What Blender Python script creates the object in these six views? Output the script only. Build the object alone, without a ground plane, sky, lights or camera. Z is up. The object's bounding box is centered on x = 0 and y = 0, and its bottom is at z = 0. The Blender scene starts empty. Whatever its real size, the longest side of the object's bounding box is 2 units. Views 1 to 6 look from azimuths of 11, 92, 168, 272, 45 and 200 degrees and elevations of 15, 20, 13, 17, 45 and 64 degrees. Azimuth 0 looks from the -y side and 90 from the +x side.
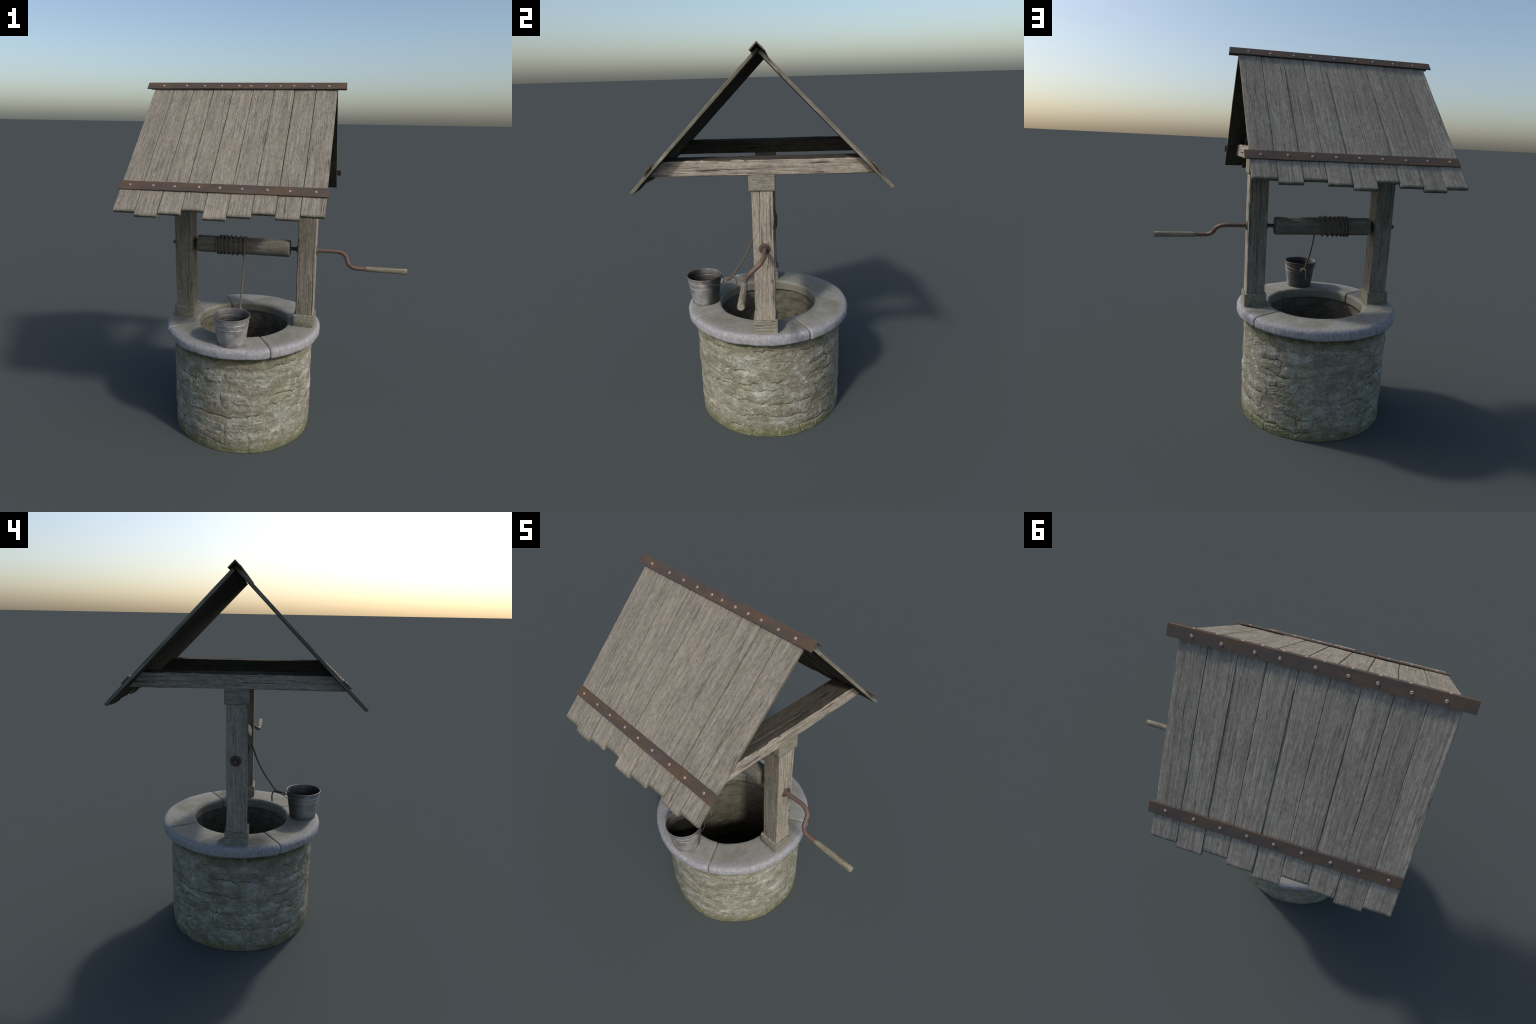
"""Old stone draw-well: rubble drum, four-piece coping, two timber posts with a
plank gable roof, iron straps, rope windlass with crank, and a galvanised bucket."""
import bpy, bmesh, math, random
import numpy as np
from mathutils import Matrix, Vector

RNG = random.Random(7)
CX = -0.179                       # axis of the stone drum


# ------------------------------------------------------------------ noise
def _hash(ix, iy, iz, seed):
    h = (ix.astype(np.int64) * 374761393 + iy.astype(np.int64) * 668265263
         + iz.astype(np.int64) * 2147483647 + seed * 974634777) & 0xFFFFFFFF
    h = ((h ^ (h >> 13)) * 1274126177) & 0xFFFFFFFF
    h = ((h ^ (h >> 16)) * 2246822519) & 0xFFFFFFFF
    h ^= h >> 15
    return (h & 0xFFFFFF) / float(0xFFFFFF)


def noise(p, seed=0):
    """Smooth value noise in -1..1 for an (n, 3) array."""
    p = np.asarray(p, float)
    i = np.floor(p)
    f = p - i
    f = f * f * f * (f * (f * 6 - 15) + 10)
    out = 0
    for dx in (0, 1):
        wx = f[:, 0] if dx else 1 - f[:, 0]
        for dy in (0, 1):
            wy = f[:, 1] if dy else 1 - f[:, 1]
            for dz in (0, 1):
                wz = f[:, 2] if dz else 1 - f[:, 2]
                out = out + wx * wy * wz * _hash(i[:, 0] + dx, i[:, 1] + dy, i[:, 2] + dz, seed)
    return out * 2 - 1


def fbm(p, octaves=4, seed=0, gain=0.5):
    p = np.asarray(p, float)
    a, s, t = 1.0, 0, 0
    for o in range(octaves):
        s = s + a * noise(p * (2.03 ** o) + 17.3 * o, seed + o)
        t += a
        a *= gain
    return s / t


def smooth(lo, hi, x):
    t = np.clip((x - lo) / (hi - lo), 0, 1)
    return t * t * (3 - 2 * t)


# ------------------------------------------------------------------ scene helpers
def add_object(name, mesh, parent=None, matrix=None):
    ob = bpy.data.objects.new(name, mesh)
    bpy.context.scene.collection.objects.link(ob)
    if parent is not None:
        ob.parent = parent
    if matrix is not None:
        ob.matrix_local = matrix
    return ob


def mesh_from(name, verts, faces, mats, smooth_angle=40, slots=None):
    me = bpy.data.meshes.new(name)
    me.from_pydata([tuple(v) for v in np.asarray(verts, float)], [], faces)
    for m in mats:
        me.materials.append(m)
    if slots is not None:
        me.polygons.foreach_set("material_index", slots)
    bm = bmesh.new()
    bm.from_mesh(me)
    bmesh.ops.recalc_face_normals(bm, faces=bm.faces)
    bm.to_mesh(me)
    bm.free()
    me.polygons.foreach_set("use_smooth", [True] * len(me.polygons))
    if smooth_angle is not None:
        me.set_sharp_from_angle(angle=math.radians(smooth_angle))
    me.update()
    return me


def grid_faces(nu, nv, close_u=False, close_v=False, off=0):
    f = []
    for i in range(nu if close_u else nu - 1):
        a, b = off + i * nv, off + ((i + 1) % nu) * nv
        for j in range(nv if close_v else nv - 1):
            k = (j + 1) % nv
            f.append((a + j, b + j, b + k, a + k))
    return f


def loft(rings, closed_path=False, caps=True):
    """Rings: list of equally long closed point loops -> verts, faces."""
    n = len(rings[0])
    v = np.concatenate([np.asarray(r, float) for r in rings])
    f = grid_faces(len(rings), n, closed_path, True)
    if caps and not closed_path:
        f.append(tuple(range(n - 1, -1, -1)))
        f.append(tuple(range((len(rings) - 1) * n, len(rings) * n)))
    return v, f


def catmull(pts, per=8):
    p = [np.array(q, float) for q in pts]
    p = [2 * p[0] - p[1]] + p + [2 * p[-1] - p[-2]]
    out = []
    for i in range(1, len(p) - 2):
        for s in range(per):
            t = s / per
            a, b, c, d = p[i - 1], p[i], p[i + 1], p[i + 2]
            out.append(0.5 * (2 * b + (c - a) * t + (2 * a - 5 * b + 4 * c - d) * t * t
                              + (3 * b - a - 3 * c + d) * t ** 3))
    out.append(p[-2])
    return np.array(out)


def sweep(path, radius, sides=12, lobes=0, twist=0.0, closed=False):
    """Tube along a polyline; lobes/twist give laid rope strands."""
    path = np.asarray(path, float)
    n = len(path)
    tan = np.gradient(path, axis=0)
    if closed:
        tan = np.roll(path, -1, 0) - np.roll(path, 1, 0)
    tan /= np.linalg.norm(tan, axis=1)[:, None]
    ref = np.array([0.31, 0.22, 0.92])
    u = np.cross(tan[0], ref)
    u /= np.linalg.norm(u)
    rad = np.full(n, radius) if np.isscalar(radius) else np.asarray(radius)
    rings, length = [], 0
    for i in range(n):
        if i:
            length += np.linalg.norm(path[i] - path[i - 1])
        u = u - tan[i] * (u @ tan[i])
        u /= np.linalg.norm(u)
        w = np.cross(tan[i], u)
        a = np.arange(sides) / sides * 2 * math.pi
        r = rad[i] * (1 + (0.09 * np.cos(lobes * (a - twist * length)) if lobes else 0))
        rings.append(path[i] + (np.cos(a) * r)[:, None] * u + (np.sin(a) * r)[:, None] * w)
    return loft(rings, closed)


def lathe(profile, segments=64, axis="z"):
    """Revolve (r, h) pairs around the axis; ends with r = 0 are closed by small caps."""
    a = np.arange(segments) / segments * 2 * math.pi
    rings = []
    for r, h in profile:
        r = max(r, 1e-4)
        c, s, k = r * np.cos(a), r * np.sin(a), np.full(segments, h)
        rings.append(np.stack([k, c, s] if axis == "x" else [c, s, k], 1))
    return loft(rings)


# ------------------------------------------------------------------ material helpers
class Nodes:
    def __init__(self, name):
        self.mat = bpy.data.materials.new(name)
        self.mat.use_nodes = True
        self.t = self.mat.node_tree
        self.t.nodes.clear()
        self.out = self.t.nodes.new("ShaderNodeOutputMaterial")
        self.bsdf = self.t.nodes.new("ShaderNodeBsdfPrincipled")
        self.t.links.new(self.bsdf.outputs[0], self.out.inputs[0])
        self.coord = self.t.nodes.new("ShaderNodeTexCoord")

    def new(self, kind, **props):
        n = self.t.nodes.new("ShaderNode" + kind)
        for k, v in props.items():
            setattr(n, k, v)
        return n

    def put(self, socket, value):
        if isinstance(value, bpy.types.NodeSocket):
            self.t.links.new(value, socket)
        elif isinstance(value, (tuple, list)) and len(value) == 3 and socket.type == "RGBA":
            socket.default_value = (*value, 1)
        else:
            socket.default_value = value

    def math(self, op, a, b=0.0, c=None, clamp=False):
        n = self.new("Math", operation=op, use_clamp=clamp)
        self.put(n.inputs[0], a)
        self.put(n.inputs[1], b)
        if c is not None:
            self.put(n.inputs[2], c)
        return n.outputs[0]

    def vec(self, op, a, b):
        n = self.new("VectorMath", operation=op)
        self.put(n.inputs[0], a)
        self.put(n.inputs[1], b)
        return n.outputs[0]

    def noise(self, vector, scale, detail=4, rough=0.55, stretch=None, distort=0.0):
        if stretch is not None:
            vector = self.vec("MULTIPLY", vector, stretch)
        n = self.new("TexNoise")
        self.put(n.inputs["Vector"], vector)
        n.inputs["Scale"].default_value = scale
        n.inputs["Detail"].default_value = detail
        n.inputs["Roughness"].default_value = rough
        n.inputs["Distortion"].default_value = distort
        return n.outputs[0]

    def band(self, value, lo, hi, a=0.0, b=1.0):
        n = self.new("MapRange", interpolation_type="SMOOTHSTEP")
        for k, v in zip(("Value", "From Min", "From Max", "To Min", "To Max"), (value, lo, hi, a, b)):
            self.put(n.inputs[k], v)
        return n.outputs[0]

    def mix(self, fac, a, b, blend="MIX"):
        n = self.new("Mix", data_type="RGBA", blend_type=blend)
        self.put(n.inputs[0], fac)
        self.put(n.inputs[6], a)
        self.put(n.inputs[7], b)
        return n.outputs[2]

    def ramp(self, fac, *stops):
        n = self.new("ValToRGB")
        el = n.color_ramp.elements
        while len(el) < len(stops):
            el.new(0.5)
        for e, (pos, col) in zip(el, stops):
            e.position = pos
            e.color = (*col, 1)
        self.put(n.inputs[0], fac)
        return n.outputs[0]

    def bump(self, height, strength, distance, normal=None):
        n = self.new("Bump")
        n.inputs["Strength"].default_value = strength
        n.inputs["Distance"].default_value = distance
        self.put(n.inputs["Height"], height)
        if normal is not None:
            self.put(n.inputs["Normal"], normal)
        return n.outputs[0]

    def sep(self, vector):
        n = self.new("SeparateXYZ")
        self.put(n.inputs[0], vector)
        return n.outputs

    def finish(self, colour, rough=0.85, normal=None, metallic=0.0, spec=0.25):
        self.put(self.bsdf.inputs["Base Color"], colour)
        self.put(self.bsdf.inputs["Roughness"], rough)
        self.put(self.bsdf.inputs["Metallic"], metallic)
        self.put(self.bsdf.inputs["Specular IOR Level"], spec)
        if normal is not None:
            self.put(self.bsdf.inputs["Normal"], normal)
        return self.mat


def wood_material(name, dark, mid, light, moss=0.35, edge=0.6, edge_side=0.8, crack=1.0, checks=0.53, fibres=0.42, baked_shade=None, bright=None):
    """Weathered timber, grain along local X. grime: local directions whose faces get roof shade multiplied into their colour;
    bright: a local direction whose face is tinted lighter."""
    k = Nodes(name)
    rnd = k.new("ObjectInfo").outputs["Random"]
    jump = k.new("CombineXYZ")
    k.put(jump.inputs[0], k.math("MULTIPLY", rnd, 7.0))
    k.put(jump.inputs[1], k.math("MULTIPLY", rnd, 31.0))
    k.put(jump.inputs[2], k.math("MULTIPLY", rnd, 13.0))
    v = k.vec("ADD", k.coord.outputs["Object"], jump.outputs[0])
    warp = k.new("CombineXYZ")
    k.put(warp.inputs[1], k.math("MULTIPLY", k.math("SUBTRACT", k.noise(v, 3.0, 2, 0.5, (1.4, 6, 6)), 0.5), 0.008))
    v = k.vec("ADD", v, warp.outputs[0])
    long_grain = k.noise(v, 5.0, 6, 0.62, (0.5, 13, 13))
    thin_grain = k.noise(v, 14.0, 5, 0.7, (0.9, 20, 20))
    fibre = k.noise(v, 10.0, 4, 0.6, (0.55, 16, 16), 0.3)
    streak = k.noise(v, 2.0, 3, 0.5, (0.13, 14, 14))
    blotch = k.noise(v, 8.0, 6, 0.66, (1, 1.8, 1.8))
    fleck = k.noise(v, 70.0, 5, 0.74, (0.62, 1.25, 1.25))
    grit = k.noise(v, 150.0, 3, 0.7, (0.5, 1.2, 1.2))
    tone = k.math("ADD", k.math("MULTIPLY", long_grain, 0.5), k.math("MULTIPLY", thin_grain, 0.5))
    col = k.ramp(tone, (0.36, dark), (0.5, mid), (0.63, light))
    col = k.mix(k.band(streak, 0.62, 0.70, 0, fibres), col, tuple(min(1, c * 1.15) for c in light))
    col = k.mix(k.band(streak, 0.40, 0.32, 0, fibres), col, tuple(c * 0.72 for c in mid))
    col = k.mix(k.band(blotch, 0.5, 0.64, 0, moss), col, tuple(c * f for c, f in zip(mid, (0.56, 0.60, 0.57))))
    col = k.mix(k.band(blotch, 0.46, 0.34, 0, 0.35), col, tuple(min(1, c * 1.1) for c in light))
    col = k.mix(k.band(fleck, 0.48, 0.62, 0, 0.5), col, tuple(c * 0.5 for c in mid))
    col = k.mix(k.band(fleck, 0.46, 0.34, 0, 0.35), col, tuple(c * 1.18 for c in light))
    col = k.mix(k.band(fibre, 0.53, 0.62, 0, fibres), col, tuple(c * 0.45 for c in mid))
    # checks and splits
    cut = k.noise(v, 3.2, 2, 0.5, (0.5, 17, 17))
    where = k.noise(v, 5.0, 2, 0.5, (0.8, 3, 3))
    line = k.band(k.math("ABSOLUTE", k.math("SUBTRACT", cut, 0.5)), 0.003, 0.013, 1, 0)
    line = k.math("MULTIPLY", line, k.band(where, checks, checks + 0.09, 0, crack))
    point = k.new("NewGeometry").outputs["Pointiness"]
    hollow = k.band(point, 0.475, 0.40, 0, 0.9)
    line = k.math("MAXIMUM", line, hollow)
    col = k.mix(line, col, tuple(c * 0.22 for c in mid))
    # damp olive rim along the borders of each piece
    g = k.sep(k.coord.outputs["Generated"])
    ex = k.band(k.math("ABSOLUTE", k.math("SUBTRACT", g[0], 0.5)), 0.480, 0.5, 0, 1)
    ey = k.band(k.math("ABSOLUTE", k.math("SUBTRACT", g[1], 0.5)), 0.465, 0.5, 0, edge_side)
    rim = k.math("MULTIPLY", k.math("MAXIMUM", ex, ey), k.band(blotch, 0.3, 0.6, 0.35, 1.0))
    col = k.mix(k.math("MULTIPLY", rim, edge), col, (0.095, 0.093, 0.066))
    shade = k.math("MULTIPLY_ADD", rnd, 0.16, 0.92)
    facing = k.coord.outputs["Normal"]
    for d, amount in (baked_shade or ()) + ((bright,) if bright else ()):
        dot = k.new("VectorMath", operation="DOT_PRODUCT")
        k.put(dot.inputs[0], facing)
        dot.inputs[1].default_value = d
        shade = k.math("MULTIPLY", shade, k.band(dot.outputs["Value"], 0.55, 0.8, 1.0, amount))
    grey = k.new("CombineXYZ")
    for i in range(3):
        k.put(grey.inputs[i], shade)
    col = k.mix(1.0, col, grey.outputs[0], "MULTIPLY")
    h = k.math("ADD", k.math("ADD", tone, k.math("MULTIPLY", fleck, 0.5)), k.math("MULTIPLY", grit, 0.3))
    h = k.math("SUBTRACT", h, k.math("MULTIPLY", line, 0.8))
    h = k.math("SUBTRACT", h, k.math("MULTIPLY", k.band(fibre, 0.54, 0.64), 0.3))
    return k.finish(col, 0.9, k.bump(h, 0.6, 0.004), spec=0.15)


def wall_material():
    k = Nodes("rubble_stone")
    v = k.coord.outputs["Object"]
    z = k.sep(v)[2]
    patch = k.noise(v, 5.5, 4, 0.55, (1, 1, 1.7))
    cloud = k.noise(v, 13.0, 7, 0.68, (1, 1, 1.4), 0.4)
    fine = k.noise(v, 70.0, 6, 0.72)
    lich = k.noise(v, 24.0, 6, 0.7, (1, 1, 1.3), 0.6)
    col = k.ramp(patch, (0.36, (0.202, 0.183, 0.140)), (0.5, (0.250, 0.240, 0.184)), (0.64, (0.265, 0.266, 0.220)))
    col = k.mix(k.band(cloud, 0.52, 0.36, 0, 0.7), col, (0.145, 0.133, 0.093))
    col = k.mix(k.band(cloud, 0.52, 0.66, 0, 0.75), col, (0.395, 0.39, 0.345))
    col = k.mix(k.band(lich, 0.57, 0.67, 0, 0.75), col, (0.44, 0.435, 0.395))
    col = k.mix(k.band(lich, 0.46, 0.35, 0, 0.65), col, (0.13, 0.122, 0.077))
    col = k.mix(k.band(fine, 0.51, 0.66, 0, 0.65), col, (0.105, 0.098, 0.068))
    col = k.mix(k.band(fine, 0.44, 0.3, 0, 0.4), col, (0.43, 0.42, 0.37))
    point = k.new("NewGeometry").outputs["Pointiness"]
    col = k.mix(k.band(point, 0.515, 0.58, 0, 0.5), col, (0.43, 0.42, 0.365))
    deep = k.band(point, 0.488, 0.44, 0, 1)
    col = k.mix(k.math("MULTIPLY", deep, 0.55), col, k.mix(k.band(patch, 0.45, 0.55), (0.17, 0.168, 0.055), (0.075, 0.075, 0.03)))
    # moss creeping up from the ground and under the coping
    zz = k.math("ADD", z, k.math("MULTIPLY", k.math("SUBTRACT", lich, 0.5), 0.16))
    low = k.band(zz, 0.10, -0.01, 0, 0.8)
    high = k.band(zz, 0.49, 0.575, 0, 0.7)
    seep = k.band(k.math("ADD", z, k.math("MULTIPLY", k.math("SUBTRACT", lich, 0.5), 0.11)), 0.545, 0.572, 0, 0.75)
    col = k.mix(low, col, (0.105, 0.108, 0.042))
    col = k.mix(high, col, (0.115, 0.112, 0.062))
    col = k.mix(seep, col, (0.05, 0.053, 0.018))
    h = k.math("ADD", k.math("MULTIPLY", cloud, 0.55), k.math("MULTIPLY", fine, 0.5))
    return k.finish(col, 0.92, k.bump(h, 0.6, 0.006), spec=0.15)


def shaft_material():
    k = Nodes("shaft_stone")
    v = k.coord.outputs["Object"]
    z = k.sep(v)[2]
    cloud = k.noise(v, 16.0, 6, 0.7, (1, 1, 1.25))
    fine = k.noise(v, 45.0, 6, 0.7)
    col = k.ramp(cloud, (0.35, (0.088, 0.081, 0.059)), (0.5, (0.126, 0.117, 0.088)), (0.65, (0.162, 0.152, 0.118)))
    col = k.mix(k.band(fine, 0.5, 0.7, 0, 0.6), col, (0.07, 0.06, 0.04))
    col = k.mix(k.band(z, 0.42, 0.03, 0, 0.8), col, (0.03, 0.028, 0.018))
    h = k.math("ADD", cloud, k.math("MULTIPLY", fine, 0.5))
    return k.finish(col, 0.92, k.bump(h, 0.7, 0.008), spec=0.15)


def coping_material():
    k = Nodes("coping_stone")
    v = k.coord.outputs["Object"]
    up = k.sep(k.new("NewGeometry").outputs["Normal"])[2]
    cloud = k.noise(v, 9.0, 6, 0.65)
    fine = k.noise(v, 95.0, 5, 0.75)
    drip = k.noise(v, 85.0, 5, 0.7, (1, 1, 0.45))
    top = k.ramp(cloud, (0.36, (0.185, 0.18, 0.145)), (0.52, (0.235, 0.23, 0.20)), (0.68, (0.27, 0.265, 0.25)))
    top = k.mix(k.band(fine, 0.52, 0.72, 0, 0.5), top, (0.11, 0.108, 0.088))
    top = k.mix(k.band(fine, 0.44, 0.3, 0, 0.35), top, (0.34, 0.33, 0.31))
    side = k.ramp(drip, (0.34, (0.215, 0.213, 0.219)), (0.5, (0.28, 0.277, 0.286)), (0.68, (0.355, 0.350, 0.358)))
    side = k.mix(k.band(fine, 0.55, 0.75, 0, 0.35), side, (0.17, 0.16, 0.17))
    rad = k.new("VectorMath", operation="LENGTH")
    flat = k.vec("MULTIPLY", v, (1, 1, 0))
    k.put(rad.inputs[0], flat)
    outer = k.band(k.math("ADD", rad.outputs["Value"], k.math("MULTIPLY", k.math("SUBTRACT", cloud, 0.5), 0.04)), 0.385, 0.437, 0, 1)
    fac = k.math("MULTIPLY", outer, k.band(k.math("ADD", up, k.math("MULTIPLY", k.math("SUBTRACT", fine, 0.5), 0.35)), 1.08, 0.75, 0.35, 1))
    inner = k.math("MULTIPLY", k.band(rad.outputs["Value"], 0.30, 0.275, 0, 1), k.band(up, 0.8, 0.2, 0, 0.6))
    col = k.mix(fac, top, side)
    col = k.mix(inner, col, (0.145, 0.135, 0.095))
    point = k.new("NewGeometry").outputs["Pointiness"]
    col = k.mix(k.band(point, 0.485, 0.44, 0, 0.8), col, (0.09, 0.09, 0.06))
    h = k.math("ADD", k.math("MULTIPLY", fine, 0.6), k.math("ADD", cloud, k.math("MULTIPLY", drip, 0.5)))
    return k.finish(col, 0.88, k.bump(h, 0.45, 0.004), spec=0.2)


def iron_material(name, base, rust, amount):
    k = Nodes(name)
    v = k.coord.outputs["Object"]
    streak = k.noise(v, 9.0, 5, 0.65, (0.6, 2.2, 2.2), 0.3)
    fine = k.noise(v, 60.0, 5, 0.7)
    col = k.mix(k.band(streak, 0.44, 0.62, 0, amount), base, rust)
    col = k.mix(k.band(fine, 0.5, 0.72, 0, 0.5), col, tuple(c * 0.6 for c in base))
    grey = k.noise(v, 17.0, 4, 0.6, (0.6, 2, 2))
    col = k.mix(k.band(grey, 0.58, 0.7, 0, 0.5), col, (0.092, 0.084, 0.080))
    return k.finish(col, 0.62, k.bump(fine, 0.3, 0.0015), metallic=0.15, spec=0.35)


def bucket_material(name, dim):
    k = Nodes(name)
    v = k.coord.outputs["Object"]
    z = k.sep(v)[2]
    cloud = k.noise(v, 22.0, 6, 0.7)
    fine = k.noise(v, 120.0, 4, 0.7)
    col = k.ramp(cloud, (0.34, (0.29, 0.275, 0.266)), (0.52, (0.40, 0.39, 0.382)), (0.68, (0.50, 0.493, 0.486)))
    col = k.mix(k.band(fine, 0.5, 0.75, 0, 0.3), col, (0.13, 0.12, 0.115))
    zz = k.math("ADD", z, k.math("MULTIPLY", k.math("SUBTRACT", cloud, 0.5), 0.05))
    col = k.mix(k.band(zz, 0.035, 0.0, 0, 0.5), col, (0.12, 0.10, 0.09))
    col = k.mix(k.band(z, 0.159, 0.1625, 0, 0.7), col, (0.16, 0.10, 0.085))
    # shadow painted into the steel on the well side, away from the sun
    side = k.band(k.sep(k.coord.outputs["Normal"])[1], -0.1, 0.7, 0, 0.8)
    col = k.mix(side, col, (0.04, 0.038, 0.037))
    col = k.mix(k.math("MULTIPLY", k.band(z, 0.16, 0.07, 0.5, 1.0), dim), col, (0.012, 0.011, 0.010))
    rough = k.band(cloud, 0.3, 0.7, 0.52, 0.66)
    return k.finish(col, rough, k.bump(cloud, 0.12, 0.002), metallic=0.72, spec=0.3)


def plain_material(name, a, b, scale=60.0, rough=0.85, metallic=0.0):
    k = Nodes(name)
    n = k.noise(k.coord.outputs["Object"], scale, 5, 0.65)
    return k.finish(k.mix(k.band(n, 0.38, 0.62), a, b), rough, k.bump(n, 0.35, 0.0015), metallic, 0.3)


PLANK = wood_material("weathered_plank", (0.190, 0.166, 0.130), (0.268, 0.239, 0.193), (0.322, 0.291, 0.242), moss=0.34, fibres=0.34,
                      edge=0.85, edge_side=0.8, crack=0.7, baked_shade=(((0, 0, -1), 0.25),))  # undersides coloured down to a quarter for the gloom below the roof
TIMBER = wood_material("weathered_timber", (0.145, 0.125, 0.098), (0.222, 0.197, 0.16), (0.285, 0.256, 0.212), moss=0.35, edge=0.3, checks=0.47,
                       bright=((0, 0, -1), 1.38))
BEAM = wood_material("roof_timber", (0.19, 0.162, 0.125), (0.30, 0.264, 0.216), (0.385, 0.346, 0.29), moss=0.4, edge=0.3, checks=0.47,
                     baked_shade=(((0, 0, -1), 0.25), ((0, 1, 0), 0.22)))  # inner and top faces darkened with baked occlusion from under the gable
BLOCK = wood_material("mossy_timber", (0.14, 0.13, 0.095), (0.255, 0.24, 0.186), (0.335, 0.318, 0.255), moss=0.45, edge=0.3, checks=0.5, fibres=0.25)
DRUM = wood_material("drum_timber", (0.108, 0.099, 0.081), (0.162, 0.150, 0.125), (0.212, 0.197, 0.166), moss=0.3, edge=0.4, crack=0.5, fibres=0.3)
GRIP = wood_material("grip_wood", (0.15, 0.13, 0.085), (0.25, 0.225, 0.16), (0.31, 0.285, 0.21), moss=0.3, edge=0.0, crack=0.3)
WALL = wall_material()
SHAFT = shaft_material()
COPING = coping_material()
BED_MOSS = plain_material("bed_moss", (0.05, 0.052, 0.024), (0.14, 0.135, 0.065), 38)
POINTING = plain_material("mossy_pointing", (0.16, 0.15, 0.07), (0.29, 0.27, 0.15), 45)
MORTAR = plain_material("mossy_mortar", (0.13, 0.125, 0.05), (0.22, 0.20, 0.10), 50)
STRAP = iron_material("rusty_strap", (0.084, 0.064, 0.051), (0.125, 0.074, 0.042), 0.75)
ROD = iron_material("rusty_rod", (0.13, 0.085, 0.067), (0.215, 0.11, 0.078), 0.7)
FLANGE = iron_material("dark_iron", (0.075, 0.055, 0.045), (0.12, 0.075, 0.05), 0.6)
RIVET = plain_material("worn_rivet", (0.33, 0.215, 0.18), (0.45, 0.33, 0.29), 200, 0.5, 0.3)
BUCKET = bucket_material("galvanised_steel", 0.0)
BUCKET_IN = bucket_material("dark_inner_steel", 0.96)
WIRE = plain_material("bail_wire", (0.14, 0.13, 0.125), (0.21, 0.195, 0.185), 90, 0.45, 0.6)
ROPE = plain_material("hemp_rope", (0.088, 0.073, 0.056), (0.142, 0.119, 0.092), 220, 0.95)


def water_material():
    k = Nodes("still_water")
    n = k.noise(k.coord.outputs["Object"], 14, 3, 0.5)
    return k.finish(k.mix(n, (0.012, 0.017, 0.015), (0.02, 0.027, 0.023)), 0.12, k.bump(n, 0.08, 0.004), spec=0.4)


WATER = water_material()


# ------------------------------------------------------------------ timber
def timber(name, length, width, depth, mat, seed, chamfer=0.004, splits=5, split_depth=0.004,
           wave=0.0015, step=0.008, bevel_end=0.002, across=None, nicks=0):
    """Sawn piece, centred, long along X, width Y, depth Z, with checks and worn arrises in its relief."""
    r = random.Random(seed)
    across = across or max(6, int(width / 0.0026))
    deep = max(3, int(depth / 0.0026))
    hw, hd, c = width / 2, depth / 2, chamfer
    loop, nrm = [], []

    def side(p, q, n, count):
        for i in range(count + 1):
            t = i / count
            loop.append((p[0] + (q[0] - p[0]) * t, p[1] + (q[1] - p[1]) * t))
            nrm.append(n)
    side((-hw + c, hd), (hw - c, hd), (0, 1), across)
    side((hw, hd - c), (hw, -hd + c), (1, 0), deep)
    side((hw - c, -hd), (-hw + c, -hd), (0, -1), across)
    side((-hw, -hd + c), (-hw, hd - c), (-1, 0), deep)
    loop, nrm = np.array(loop), np.array(nrm, float)
    closed = np.vstack([loop, loop[:1]])
    per = np.concatenate([[0], np.cumsum(np.linalg.norm(np.diff(closed, axis=0), axis=1))])
    total, per = per[-1], per[:-1]
    nx = max(4, int(length / step))
    xs = np.linspace(-length / 2 + bevel_end, length / 2 - bevel_end, nx)
    X, P = np.meshgrid(xs, per, indexing="ij")
    shape = X.shape
    Y = np.broadcast_to(loop[:, 0], shape)
    Z = np.broadcast_to(loop[:, 1], shape)
    pos = np.stack([X, Y, Z], -1).reshape(-1, 3)
    disp = wave * fbm(pos * (3, 16, 16) + seed * 3.7, 3, seed) + 0.0006 * fbm(pos * (14, 160, 160) + seed, 2, seed + 5)
    # arrises are worn back in places
    edge = np.min(np.abs(P[..., None] - np.array([0, 2 * hw, 2 * hw + 2 * hd, 4 * hw + 2 * hd, total])), -1).reshape(-1)
    worn = smooth(0.15, 0.6, noise(pos * (9, 3, 3) + seed * 1.9, seed + 8))
    disp -= 0.0011 * worn * np.exp(-(edge / 0.006) ** 2) * min(1.0, depth / 0.03)
    disp = disp.reshape(shape)
    for _ in range(splits):
        p0, x0 = r.random() * total, (r.random() - 0.5) * length
        half = length * r.uniform(0.06, 0.24)
        wander = 0.0022 * np.sin(xs * r.uniform(5, 14) + r.random() * 6) + 0.0008 * np.sin(xs * r.uniform(40, 70))
        taper = np.clip(1 - ((xs - x0) / half) ** 2, 0, 1) ** 0.6
        d = np.abs(P - (p0 + wander)[:, None])
        d = np.minimum(d, total - d)
        w = r.uniform(0.0016, 0.0030)
        disp -= split_depth * r.uniform(0.5, 1) * taper[:, None] * np.exp(-(d / w) ** 2)
    rings = []
    base = np.stack([X, Y + disp * nrm[:, 0], Z + disp * nrm[:, 1]], -1)
    b = bevel_end
    shrink = np.array([1, max(0.2, 1 - b / hw), max(0.2, 1 - b / hd)])
    first, last = base[0].copy() * shrink, base[-1].copy() * shrink
    first[:, 0], last[:, 0] = -length / 2, length / 2
    rings = [first] + [q for q in base] + [last]
    v, f = loft(rings)
    return v, f, mat, name


def timber_object(name, v, f, mat, parent, matrix):
    return add_object(name, mesh_from(name, v, f, [mat], 50), parent, matrix)


def frame(origin, x, y, z):
    m = Matrix.Identity(4)
    for i, a in enumerate((x, y, z)):
        a = Vector(a)
        for j in range(3):
            m[j][i] = a[j]
    m.translation = Vector(origin)
    return m


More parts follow.
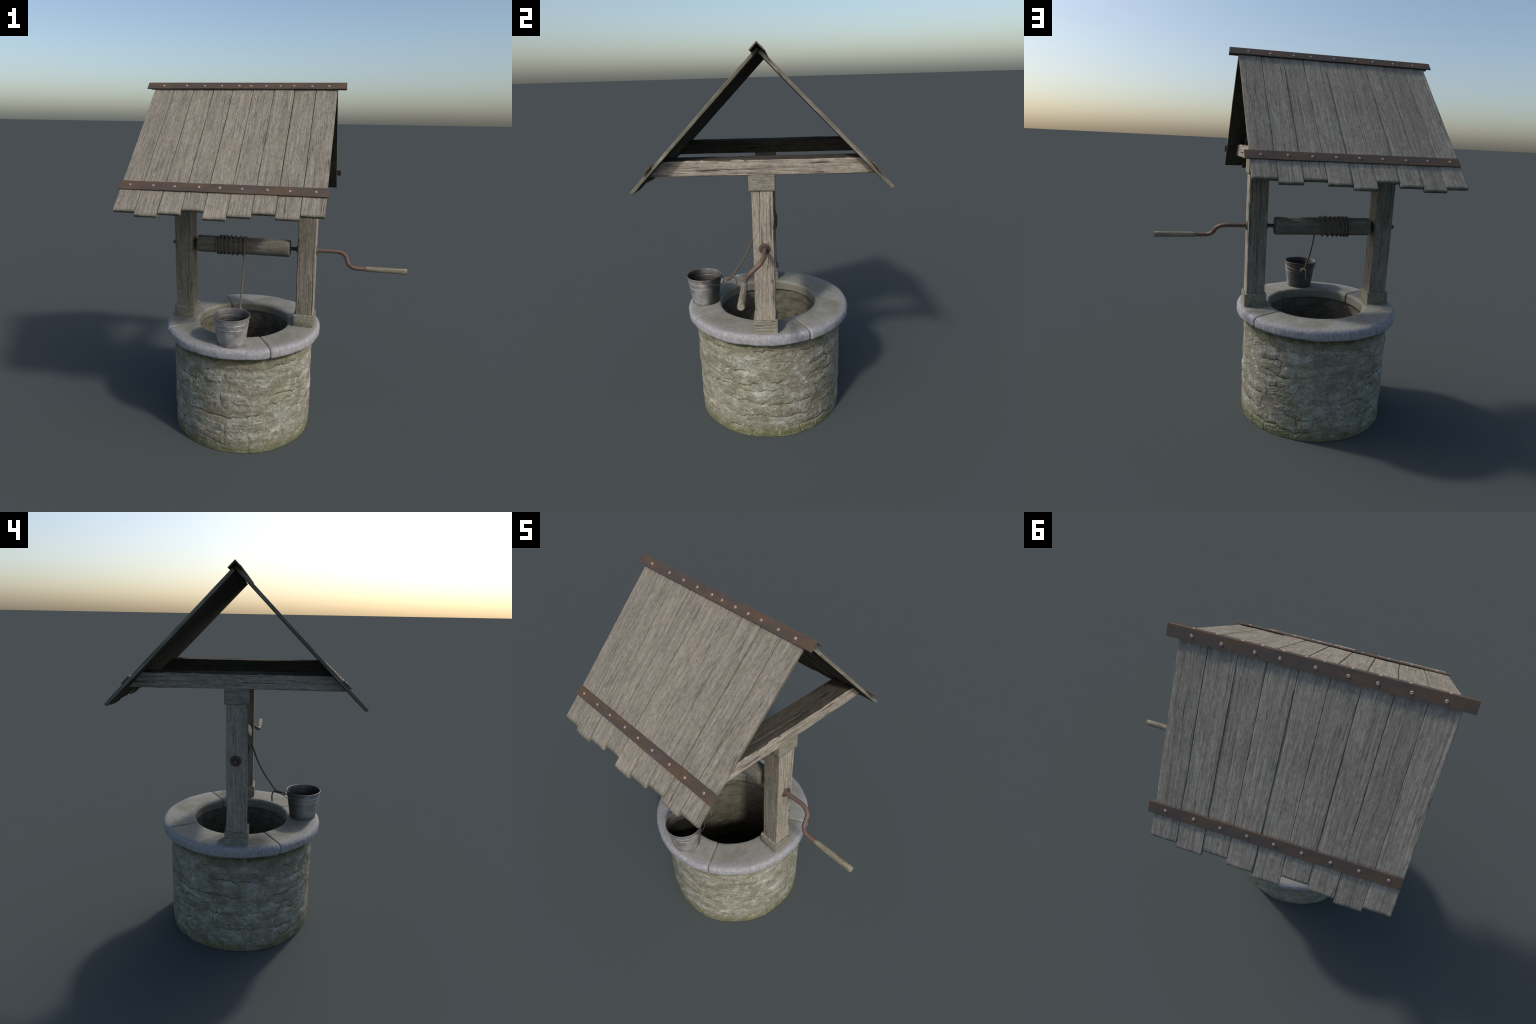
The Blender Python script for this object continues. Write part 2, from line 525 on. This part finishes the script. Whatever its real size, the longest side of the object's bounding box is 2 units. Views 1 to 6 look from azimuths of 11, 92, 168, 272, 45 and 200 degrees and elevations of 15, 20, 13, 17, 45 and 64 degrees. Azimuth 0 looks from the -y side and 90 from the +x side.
# ------------------------------------------------------------------ the well
well = bpy.data.objects.new("wishing_well", None)
bpy.context.scene.collection.objects.link(well)
well["label"] = "old round stone well with gabled plank roof and rope windlass"
well["category"] = "water well"


# ---- rubble drum
def build_wall():
    R, top, Rin = 0.4125, 0.583, 0.287
    nu, nz = 1080, 240
    th = np.arange(nu) / nu * 2 * math.pi
    z = np.linspace(0, top, nz)
    T, Z = np.meshgrid(th, z, indexing="ij")
    cs = np.stack([np.cos(T) * R, np.sin(T) * R, Z], -1)
    P = cs.reshape(-1, 3)
    rng = random.Random(21)
    # wavy beds between the courses
    rows = [0.0]
    while rows[-1] < top - 0.05:
        rows.append(rows[-1] + rng.uniform(0.05, 0.092))
    ring = np.stack([np.cos(th) * R, np.sin(th) * R, np.zeros(nu)], -1)
    beds = []
    for j, zj in enumerate(rows[1:]):
        off = ring + (0, 0, j * 3.1)
        beds.append(zj + 0.034 * fbm(off * 5.5, 2, 40 + j) + 0.020 * fbm(off * 26, 4, 60 + j, 0.6))
    beds = np.sort(np.array(beds), 0)                      # rows x nu
    above = Z[..., None] - beds.T[:, None, :]              # nu x nz x rows
    row = (above > 0).sum(-1)
    near = np.take_along_axis(above, np.abs(above).argmin(-1)[..., None], -1)[..., 0]
    # upright joints
    U = T * R
    girth = 2 * math.pi * R
    du = np.full(U.shape, 9.0)
    stone = np.zeros(U.shape)
    tilt = np.zeros(U.shape)
    for rr in range(len(rows) + 1):
        m = row == rr
        if not m.any():
            continue
        cuts, u = [], rng.uniform(0, 0.1)
        while u < girth - 0.05:
            cuts.append(u)
            u += rng.uniform(0.09, 0.27)
        cuts = np.array(cuts)
        um = (U[m] + 0.010 * noise(P[m.reshape(-1)] * 26, 90 + rr) + 0.004 * noise(P[m.reshape(-1)] * 90, 91)) % girth
        d = um[:, None] - cuts[None]
        d = (d + girth / 2) % girth - girth / 2
        du[m] = np.abs(d).min(1)
        idx = np.searchsorted(cuts, um) % len(cuts)
        offs = np.array([rng.uniform(-1, 1) for _ in cuts])
        tl = np.array([rng.uniform(-1, 1) for _ in cuts])
        stone[m], tilt[m] = offs[idx], tl[idx]
    show = smooth(0.01, 0.22, fbm(P * (6.5, 6.5, 13), 3, 5)).reshape(U.shape)       # where beds are open
    show_v = smooth(-0.02, 0.2, fbm(P * (8, 8, 8), 2, 6)).reshape(U.shape)
    bed = np.where(near > 0, np.exp(-np.abs(near) / 0.0022), np.exp(-np.abs(near) / 0.0075))
    upright = np.exp(-(du / 0.0030) ** 2)
    pillow = smooth(0, 0.024, np.abs(near)) * smooth(0, 0.02, du)
    h = 0.0026 * stone * pillow + 0.0020 * pillow - 0.0020 + 0.0012 * tilt * np.clip(near / 0.03, -1, 1) * pillow
    h -= 0.0074 * bed * show
    h -= 0.0030 * upright * show_v
    h = h.reshape(-1)
    h += 0.0028 * fbm(P * 11, 3, 11) + 0.0010 * fbm(P * (38, 38, 70), 3, 12) + 0.0008 * fbm(P * 140, 2, 13)
    # small scaled-off ledges
    fl = fbm(P * (14, 14, 34), 3, 15)
    h += 0.0020 * smooth(0.18, 0.21, fl) * smooth(0.55, 0.2, fl)
    rad = R + 0.0015 + h
    outer = np.stack([np.cos(P[:, 1] * 0 + T.reshape(-1)) * rad, np.sin(T.reshape(-1)) * rad, Z.reshape(-1)], -1)
    # inside of the shaft, coarser
    mu, mz = 270, 80
    t2 = np.arange(mu) / mu * 2 * math.pi
    z2 = np.linspace(top, 0.0, mz)
    T2, Z2 = np.meshgrid(t2, z2, indexing="ij")
    P2 = np.stack([np.cos(T2) * Rin, np.sin(T2) * Rin, Z2], -1).reshape(-1, 3)
    h2 = 0.005 * fbm(P2 * (8, 8, 14), 4, 31) + 0.003 * smooth(0.05, 0.12, fbm(P2 * (10, 10, 20), 3, 32)) + 0.0035 * fbm(P2 * (24, 24, 60), 3, 33)
    r2 = Rin + h2
    inner = np.stack([np.cos(T2.reshape(-1)) * r2, np.sin(T2.reshape(-1)) * r2, Z2.reshape(-1)], -1)
    faces = grid_faces(nu, nz, True)
    n0 = len(faces)
    faces += grid_faces(mu, mz, True, off=nu * nz)
    q = nu // mu
    for i in range(mu):                                    # flat bed joining outside and shaft
        a = nu * nz + i * mz
        b = nu * nz + ((i + 1) % mu) * mz
        rim = [((i * q + s) % nu) * nz + nz - 1 for s in range(q + 1)]
        faces.append(tuple(rim + [b, a]))
    # open beds hold dark moss, tight uprights pale mossy pointing
    mossy = (bed * show > 0.56)[:, :-1].reshape(-1)
    pointed = (upright * show_v > 0.4)[:, :-1].reshape(-1)
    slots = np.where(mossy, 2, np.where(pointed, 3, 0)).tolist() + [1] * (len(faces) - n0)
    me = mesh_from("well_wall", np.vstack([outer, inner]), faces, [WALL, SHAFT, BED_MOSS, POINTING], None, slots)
    add_object("well_wall", me, well, Matrix.Translation((CX, 0, 0)))


build_wall()

# ---- water at the bottom
v, f = lathe([(0.30, 0.006), (0.30, 0.012), (0.15, 0.012), (0.0, 0.012)], 96)
add_object("water", mesh_from("water", v, f, [WATER]), well, Matrix.Translation((CX, 0, 0)))


# ---- coping of four stones
def coping_stone(a0, a1, seed):
    prof = []                                              # (r, z) loop, bull-nosed outside
    def arc(cr, cz, rr, rz, d0, d1, n):
        for i in range(n + 1):
            d = math.radians(d0 + (d1 - d0) * i / n)
            prof.append((cr + rr * math.cos(d), cz + rz * math.sin(d)))
    for r in np.linspace(0.292, 0.415, 12):
        prof.append((r, 0.6455))
    arc(0.4330, 0.6205, 0.0255, 0.025, 82, 2, 9)
    arc(0.4405, 0.6025, 0.0175, 0.019, -4, -75, 6)
    for r in np.linspace(0.432, 0.30, 12):
        prof.append((r, 0.5835))
    arc(0.282, 0.596, 0.012, 0.012, 255, 180, 3)
    for zz in np.linspace(0.600, 0.628, 4):
        prof.append((0.2705, zz))
    arc(0.288, 0.629, 0.0175, 0.0165, 178, 100, 6)
    prof = np.array(prof)
    mid = prof.mean(0)
    n = int((a1 - a0) / math.radians(0.75))
    gap = 0.0014
    ang = np.linspace(a0, a1, n)
    rings = []
    turn = 0.012                                           # rounding of the end arrises, metres
    for a in ang:
        s = min(a - a0, a1 - a) * 0.37
        t = 1 - max(0.0, 1 - s / turn) ** 2
        inset = 0.0055 * (1 - math.sqrt(max(0, t)))
        d = prof - mid
        q = prof - np.sign(d) * np.minimum(np.abs(d), inset) * (np.abs(d) / np.abs(d).max(0)) ** 0.5
        # stones keep a straight joint: offset the angle by a constant gap
        shift = gap / q[:, 0] * (1 if a < (a0 + a1) / 2 else -1)
        aa = a + shift * max(0.0, 1 - s / 0.05)
        rings.append(np.stack([np.cos(aa) * q[:, 0], np.sin(aa) * q[:, 0], q[:, 1]], -1))
    base = np.array(rings)
    flat = base.reshape(-1, 3)
    rr = np.hypot(flat[:, 0], flat[:, 1])
    radial = flat * (1, 1, 0) / rr[:, None]
    # inner edge is cut in a few straight facets, outer edge undulates
    outside = smooth(0.36, 0.44, rr)
    inside = 1 - smooth(0.27, 0.33, rr)
    amt = outside * (0.0042 * fbm(flat * (6, 6, 9) + seed, 3, seed) + 0.0026 * fbm(flat * (34, 34, 30), 3, seed + 1))
    amt += inside * (0.0055 * fbm(flat * (7, 7, 3) + seed * 2, 2, seed + 2) + 0.001 * fbm(flat * 50, 2, seed + 3))
    top = smooth(0.61, 0.646, flat[:, 2])
    low = 1 - smooth(0.583, 0.60, flat[:, 2])
    lift = top * (0.0022 * fbm(flat * 9, 3, seed + 4) + 0.0006 * fbm(flat * 60, 2, seed + 5))
    lift += low * outside * (0.006 * fbm(flat * (10, 10, 1) + 5, 3, seed + 6) + 0.001)
    pts = flat + radial * amt[:, None]
    pts[:, 2] += lift
    k = len(prof)
    v, f = loft([pts[i * k:(i + 1) * k] for i in range(n)])
    return mesh_from("coping_stone", v, f, [COPING], 60)


seams = [math.radians(d) for d in (-59.5, 30.0, 119.5, 210.0)]
for i, a in enumerate(seams):
    b = seams[i + 1] if i < 3 else seams[0] + 2 * math.pi
    add_object("coping_stone", coping_stone(a, b, 100 + 10 * i), well, Matrix.Translation((CX, 0, 0)))
for a in seams:                                            # recessed mossy pointing in each joint
    ca, sa = math.cos(a), math.sin(a)
    loop = [(0.283, 0.590), (0.283, 0.622), (0.30, 0.6405), (0.415, 0.6405), (0.443, 0.625), (0.446, 0.610), (0.436, 0.590)]
    rings = [[(r * ca - s * sa * 0.004, r * sa + s * ca * 0.004, zz) for r, zz in loop] for s in (-1, 1)]
    v, f = loft(rings)
    add_object("mortar_joint", mesh_from("mortar_joint", v, f, [MORTAR], 30), well, Matrix.Translation((CX, 0, 0)))

# ---- posts, feet, heads and tie beams
POST_X = (0.1872, -0.5365)
for i, px in enumerate(POST_X):
    lo, hi = 0.640, 1.452
    up = frame((px, 0.0, (lo + hi) / 2), (0, 0, 1), (0, 1, 0), (-1, 0, 0)) if i == 0 else \
        frame((px, 0.0, (lo + hi) / 2), (0, 0, 1), (0, -1, 0), (1, 0, 0))
    v, f, m, n = timber("post", hi - lo, 0.1015, 0.1035, TIMBER, 31 + i, 0.004, 20, 0.0050, 0.0016, 0.005)
    timber_object("post", v, f, m, well, up)
    for name, z0, z1, wx, wy, sd in (("post_foot", 0.642, 0.7175, 0.124, 0.122, 51), ("post_head", 1.3745, 1.4495, 0.118, 0.1215, 61)):
        # grain of the blocks runs level, along y
        v, f, m, n = timber(name, wy, z1 - z0, wx, BLOCK, sd + i, 0.0022, 6, 0.0025, 0.0007, 0.005, 0.0022)
        timber_object(name, v, f, m, well, frame((px, 0, (z0 + z1) / 2), (0, 1, 0), (0, 0, 1), (1, 0, 0)))
    z0, z1 = 1.448, 1.5195
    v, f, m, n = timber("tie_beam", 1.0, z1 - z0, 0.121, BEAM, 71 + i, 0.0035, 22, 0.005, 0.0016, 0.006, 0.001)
    zz = v[:, 1] + (z0 + z1) / 2                           # ends sawn to the roof slope
    v[:, 0] *= (1.9605 - zz) / 0.5
    o = 1 if i == 0 else -1
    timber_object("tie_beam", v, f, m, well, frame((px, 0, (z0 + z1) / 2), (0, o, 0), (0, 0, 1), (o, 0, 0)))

# ---- roof
roof = bpy.data.objects.new("roof", None)
bpy.context.scene.collection.objects.link(roof)
roof.parent = well
CUTS = (-0.6915, -0.5805, -0.4665, -0.355, -0.2467, -0.134, -0.0205, 0.088, 0.1995, 0.3115)
REACH = (0.6035, 0.618, 0.605, 0.5875, 0.618, 0.6045, 0.589, 0.603, 0.5885)      # eave overhang per plank
S = math.sqrt(0.5)
RIDGE = 1.9845
for side in (-1, 1):
    for i in range(9):
        reach = (REACH[i] + (RNG.uniform(-0.001, 0.001) if side > 0 else 0)) * math.sqrt(2)
        x0, x1 = CUTS[i], CUTS[i + 1]
        start = 0.004 + (0.016 if side > 0 else 0.0)
        L, W, D = reach - start, x1 - x0 - (0.0021 if side < 0 else 0.0007), 0.0155
        seed = 200 + i + (40 if side > 0 else 0)
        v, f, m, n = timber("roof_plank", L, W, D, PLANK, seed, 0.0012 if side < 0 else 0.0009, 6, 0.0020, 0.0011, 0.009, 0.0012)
        # cupping and slight twist
        v[:, 2] += 0.0022 * RNG.uniform(-0.4, 1) * (1 - (2 * v[:, 1] / W) ** 2)
        roll = math.radians(RNG.uniform(-0.45, 0.45)) + (0 if side < 0 else math.radians(0.35))
        along = Vector((0, side * S, -S))
        out = Vector((0, side * S, S))
        across = out.cross(along)
        mid = Vector(((x0 + x1) / 2, 0, RIDGE)) + along * (start + L / 2) + out * (-D / 2 + RNG.uniform(-0.0012, 0.0006))
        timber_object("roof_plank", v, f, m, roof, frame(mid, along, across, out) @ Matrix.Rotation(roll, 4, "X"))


# ---- iron straps, ridge cap and screws
def strap_plate(length, width, thick, seed):
    n = 90
    rings = []
    for i in range(n + 1):
        x = (i / n - 0.5) * length
        w = width / 2 + 0.0006 * float(noise([[x * 14, seed, 0]], 3)[0])
        b = 0.0006 * float(noise([[x * 9, seed, 4]], 4)[0])
        c = thick * 0.3
        rings.append([(x, -w + c, thick + b), (x, w - c, thick + b), (x, w, thick - c + b), (x, w, 0 + b),
                      (x, -w, 0 + b), (x, -w, thick - c + b)])
    return loft(rings)


def screw_mesh():
    r, h = 0.0066, 0.0034
    rings = []
    a = np.arange(28) / 28 * 2 * math.pi
    for k, (rr, zz) in enumerate([(1, 0), (1, 0.25), (0.96, 0.5), (0.86, 0.74), (0.7, 0.9), (0.5, 0.98), (0.3, 1.0), (0.12, 1.0)]):
        x, y = r * rr * np.cos(a), r * rr * np.sin(a)
        z = np.full(28, h * zz)
        if k > 1:
            z = np.where(np.abs(y) < 0.0011, z - 0.0012, z)
        rings.append(np.stack([x, y, z], 1))
    v, f = loft(rings)
    return mesh_from("screw_head", v, f, [RIVET], 50)


SCREW = screw_mesh()


def put_screws(parent, xs, ys, z):
    for x, y in zip(xs, ys):
        add_object("screw_head", SCREW, parent, Matrix.Translation((x, y, z)) @ Matrix.Rotation(RNG.uniform(0, 3.14), 4, "Z"))


STRAP_SCREWS = {-1: (-0.6412, -0.5222, -0.4147, -0.2927, -0.1915, -0.0841, 0.0352, 0.1408, 0.2594),
                1: (-0.6394, -0.5259, -0.4161, -0.3019, -0.1907, -0.0811, 0.0295, 0.1411, 0.2625)}
RIDGE_SCREWS = {-1: (-0.6406, -0.5078, -0.4053, -0.3109, -0.2135, -0.1489, -0.0671, 0.009, 0.0819, 0.177, 0.2656),
                1: (-0.6316, -0.5173, -0.4034, -0.3032, -0.1899, -0.0635, 0.0271, 0.1502, 0.2611)}
for side, x0, x1 in ((-1, -0.6995, 0.3198), (1, -0.689, 0.335)):
    down, out = Vector((0, side * S, -S)), Vector((0, side * S, S))
    v, f = strap_plate(x1 - x0, 0.0505, 0.005, side)
    # local x = world x; local y up- or down-slope so that the frame stays right-handed
    y = out.cross(Vector((1, 0, 0)))
    mid = Vector(((x0 + x1) / 2, 0, RIDGE)) + down * 0.7025 + out * 0.0022
    ob = add_object("iron_strap", mesh_from("iron_strap", v, f, [STRAP], 30), well, frame(mid, (1, 0, 0), y, out))
    xs = [x - mid.x for x in STRAP_SCREWS[side]]
    put_screws(ob, xs, [RNG.uniform(-0.0015, 0.0015) for _ in xs], 0.0048)

x0, x1 = -0.7325, 0.3567
leg, th = 0.0455, 0.0055
rings = []
for i in range(81):
    x = x0 + (x1 - x0) * i / 80
    b = 0.0007 * float(noise([[x * 8, 1, 0]], 9)[0]) * (0 if i in (0, 80) else 1)
    q = th * math.sqrt(2)
    e = leg * S
    rings.append([(x, 0, 2.0), (x, e, 2.0 - e + b), (x, e - th * S, 2.0 - e - th * S + b),
                  (x, 0, 2.0 - q), (x, -e + th * S, 2.0 - e - th * S - b), (x, -e, 2.0 - e - b)])
v, f = loft(rings)
f = f[:-2]
for o in (0, 80 * 6):                                      # L-shaped ends as two quads
    f += [(o, o + 1, o + 2, o + 3), (o, o + 3, o + 4, o + 5)]
cap_at = Vector(((x0 + x1) / 2, 0, 1.98))
v = v - np.array(cap_at)
cap = add_object("ridge_cap", mesh_from("ridge_cap", v, f, [STRAP], 30), well, Matrix.Translation(cap_at))
for side in (-1, 1):
    out = Vector((0, side * S, S))
    y = out.cross(Vector((1, 0, 0)))
    for x in RIDGE_SCREWS[side]:
        d = 0.0255 + RNG.uniform(-0.0015, 0.0015)
        at = Vector((x, side * d * S, 2.0 - d * S)) - cap_at - out * 0.0006
        add_object("screw_head", SCREW, cap, frame(at, (1, 0, 0), y, out) @ Matrix.Rotation(RNG.uniform(0, 3.14), 4, "Z"))

# ---- windlass
AX_Y, AX_Z = 0.005, 1.0955
d0, d1, dr = -0.463, 0.0885, 0.0492
prof = [(0.0, d0), (dr * 0.5, d0), (dr - 0.010, d0), (dr - 0.004, d0 + 0.002), (dr - 0.001, d0 + 0.006), (dr, d0 + 0.012)]
prof += [(dr, x) for x in np.linspace(d0 + 0.02, d1 - 0.02, 100)]
prof += [(dr, d1 - 0.012), (dr - 0.001, d1 - 0.006), (dr - 0.004, d1 - 0.002), (dr - 0.010, d1), (dr * 0.5, d1), (0.0, d1)]
v, f = lathe(prof, 96, "x")
rad = np.hypot(v[:, 1], v[:, 2])
g = 0.0012 * fbm(v * (3, 30, 30), 3, 77) + 0.0007 * fbm(v * (8, 150, 150), 2, 78)
g -= 0.002 * smooth(0.36, 0.5, fbm(v * (2.2, 45, 45), 2, 79))
v[:, 1:] *= (1 + g / np.maximum(rad, 0.01) * smooth(0.03, 0.04, rad))[:, None]
drum = add_object("windlass_drum", mesh_from("windlass_drum", v - ((d0 + d1) / 2, 0, 0), f, [DRUM], 50), well,
                  Matrix.Translation(((d0 + d1) / 2, AX_Y, AX_Z)))

# axle and crank: one rod bent twice
path = [(0.15, AX_Y, AX_Z), (0.2, AX_Y, AX_Z), (0.30, AX_Y, AX_Z), (0.352, AX_Y, AX_Z)]
bend = [(0.381, -0.001, 1.0905), (0.403, -0.014, 1.078), (0.413, -0.035, 1.061), (0.423, -0.057, 1.0425),
        (0.445, -0.072, 1.0305), (0.474, -0.0765, 1.0272)]
path = catmull(path, 4)[:-1].tolist() + catmull([(0.352, AX_Y, AX_Z)] + bend + [(0.50, -0.0765, 1.0272), (0.53, -0.0765, 1.0272)], 8).tolist()
v, f = sweep(path, 0.0112, 20)
at = np.array((0.2, AX_Y, AX_Z))
crank = add_object("crank", mesh_from("crank", v - at, f, [ROD], 40), well, Matrix.Translation(at))
v, f = sweep([(-0.617, AX_Y, AX_Z), (-0.615, AX_Y, AX_Z), (-0.3, AX_Y, AX_Z), (0.0, AX_Y, AX_Z), (0.148, AX_Y, AX_Z)], [0.0095, 0.0112, 0.0112, 0.0105, 0.0105], 20)
add_object("axle", mesh_from("axle", v - at, f, [FLANGE], 40), crank)  # dark iron chosen to carry the occlusion between drum and post
h0, h1 = 0.5135, 0.7343
prof = [(0.0, h0), (0.0128, h0), (0.0140, h0 + 0.002), (0.0143, h0 + 0.03), (0.0148, h0 + 0.10), (0.0152, h1 - 0.03),
        (0.0155, h1 - 0.002), (0.0148, h1), (0.008, h1), (0.0, h1)]
v, f = lathe(prof, 32, "x")
v = v - ((h0 + h1) / 2, 0, 0)
add_object("crank_handle", mesh_from("crank_handle", v, f, [GRIP], 45), crank,
           Matrix.Translation(Vector(((h0 + h1) / 2, -0.0765, 1.0272)) - Vector(at)))
prof = [(0.0112, -0.002), (0.0275, -0.002), (0.0275, 0.0035), (0.0262, 0.0048), (0.0205, 0.0050), (0.0195, 0.0062), (0.0192, 0.0088),
        (0.0178, 0.0098), (0.0150, 0.0098), (0.0140, 0.0085), (0.0138, 0.003)]
vf, ff = lathe(prof, 48, "x")
FL = mesh_from("axle_flange", vf, ff[:-2] + [], [FLANGE], 40)
for x, flip in ((POST_X[0] + 0.0517, 0), (POST_X[0] - 0.0517, 1), (POST_X[1] - 0.0517, 1), (POST_X[1] + 0.0517, 0)):
    m = Matrix.Translation(Vector((x, AX_Y, AX_Z)) - Vector(at))
    if flip:
        m = m @ Matrix.Rotation(math.pi, 4, "Z")
    add_object("axle_flange", FL, crank, m)

# ---- bucket (stands on the coping by itself)
BX, BY, BZ = -0.167, -0.361, 0.6465
HB = 0.161


def bucket_radius(z):
    return 0.0755 + (0.0975 - 0.0755) * z / HB


prof = [(0.0, 0.004), (0.060, 0.004), (0.0705, 0.004), (0.0722, 0.0), (0.0755, 0.0), (0.0762, 0.002)]
beads = (0.1005, 0.1275)
zs = sorted(set(np.round(np.concatenate([np.linspace(0.006, HB - 0.006, 22)] + [b + np.linspace(-0.0021, 0.0021, 9) for b in beads]), 5)))
bead = lambda z: sum(0.0012 * max(0.0, 1 - ((z - b) / 0.0017) ** 2) for b in beads)
outer = [(bucket_radius(z) + bead(z), z) for z in zs]
rolled = [(bucket_radius(HB) + 0.0005, HB - 0.004), (bucket_radius(HB) + 0.0018, HB - 0.002), (bucket_radius(HB) + 0.0016, HB),
          (bucket_radius(HB), HB + 0.001), (bucket_radius(HB) - 0.0016, HB), (bucket_radius(HB) - 0.0018, HB - 0.003)]
inner = [(bucket_radius(z) - 0.0017 + bead(z), z) for z in reversed(zs)]
prof += outer + rolled + inner + [(0.0738, 0.0065), (0.05, 0.0065), (0.0, 0.0065)]
v, f = lathe(prof, 80)
ring_of = lambda face: min(face) // 80
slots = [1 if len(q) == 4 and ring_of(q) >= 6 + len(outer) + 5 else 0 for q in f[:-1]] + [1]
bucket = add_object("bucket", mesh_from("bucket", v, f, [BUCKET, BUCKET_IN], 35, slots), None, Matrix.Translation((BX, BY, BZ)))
bucket["label"] = "small tapered galvanised steel bucket with wire bail"
bucket["category"] = "bucket"
# ears and bail
HZ = 0.1515
rb = bucket_radius(HZ)
for s in (-1, 1):
    v, f = sweep([(s * (rb - 0.002), 0.004, HZ), (s * (rb + 0.003), 0.004, HZ), (s * (rb + 0.0062), 0.004, HZ)], 0.0034, 12)
    add_object("bucket_ear", mesh_from("bucket_ear", v, f, [WIRE], 40), bucket)
pts = []
for i in range(49):
    a = math.pi * i / 48
    x = (rb + 0.0045) * math.cos(a) + 0.004 * math.sin(a) ** 2
    y = 0.004 + 0.1085 * math.sin(a)
    z = HZ - 0.031 * math.sin(a) ** 0.8 - 0.006 * math.sin(a) * math.cos(a)
    pts.append((x, y, z))
v, f = sweep(pts, 0.0018, 10)
add_object("bucket_bail", mesh_from("bucket_bail", v, f, [WIRE], 40), bucket)

# ---- rope: coil on the drum, hanging run, lashing and eye on the bail
rr = 0.0050
turns = [(0, -0.341), (180, -0.335), (540, -0.318), (900, -0.299), (1260, -0.275), (1620, -0.2495), (1980, -0.2205), (2340, -0.1885),
         (2520, -0.176), (2620, -0.1705)]
ph = np.arange(0, 2621, 10.0)
px = np.interp(ph, [t[0] for t in turns], [t[1] for t in turns])
rad = dr + rr * 0.9 + 0.0008 * np.sin(ph * 0.013)
rad[:8] -= np.linspace(0.009, 0, 8)
coil = np.stack([px, AX_Y - rad * np.sin(np.radians(ph)), AX_Z + rad * np.cos(np.radians(ph))], 1)
hang = catmull([coil[-3], coil[-1], (-0.1665, -0.0640, 1.048), (-0.1655, -0.0845, 0.992), (-0.164, -0.1105, 0.935), (-0.162, -0.1470, 0.873),
                (-0.1585, -0.1885, 0.811), (-0.157, -0.203, 0.7925), (-0.153, -0.222, 0.7835), (-0.150, -0.234, 0.7785)], 14)[14:]
v, f = sweep(np.vstack([coil[:-1], hang]), rr, 12, 3, 300)
ctr = np.array((-0.2, AX_Y, AX_Z))
rope = add_object("rope", mesh_from("rope", v - ctr, f, [ROPE], 60), well, Matrix.Translation(ctr))
# lashing: tight turns round the doubled rope
A, B = np.array((-0.157, -0.201, 0.7935)), np.array((-0.151, -0.2305, 0.7795))
axis = (B - A) / np.linalg.norm(B - A)
e1 = np.cross(axis, (1, 0, 0)); e1 /= np.linalg.norm(e1)
e2 = np.cross(axis, e1)
t = np.linspace(0, 1, 110)
w = np.array([A + (B - A) * s + 0.0062 * (math.cos(s * 31) * e1 + math.sin(s * 31) * e2) for s in t])
v, f = sweep(w, 0.0036, 10, 3, 300)
add_object("rope_lashing", mesh_from("rope_lashing", v - ctr, f, [ROPE], 60), rope)
# eye round the wire
eye = catmull([B - axis * 0.006 + e2 * 0.004 + e1 * 0.002, B + axis * 0.006 + e1 * 0.0075, B + axis * 0.0165 + e1 * 0.0085, B + axis * 0.0255 + e1 * 0.002,
               B + axis * 0.0235 - e1 * 0.0065, B + axis * 0.012 - e1 * 0.0065, B + axis * 0.002 - e1 * 0.004, B - axis * 0.006 - e1 * 0.003], 10)
v, f = sweep(eye, 0.0038, 10, 3, 300)
add_object("rope_eye", mesh_from("rope_eye", v - ctr, f, [ROPE], 60), rope)
tail = catmull([A + (B - A) * 0.3, A + (0, 0.004, -0.004), (-0.159, -0.188, 0.7895), (-0.160, -0.1805, 0.779), (-0.1612, -0.1775, 0.762), (-0.1617, -0.178, 0.7465), (-0.1617, -0.179, 0.7295)], 8)
v, f = sweep(tail, 0.0042, 12, 3, 300)
add_object("rope_tail", mesh_from("rope_tail", v - ctr, f, [ROPE], 60), rope)
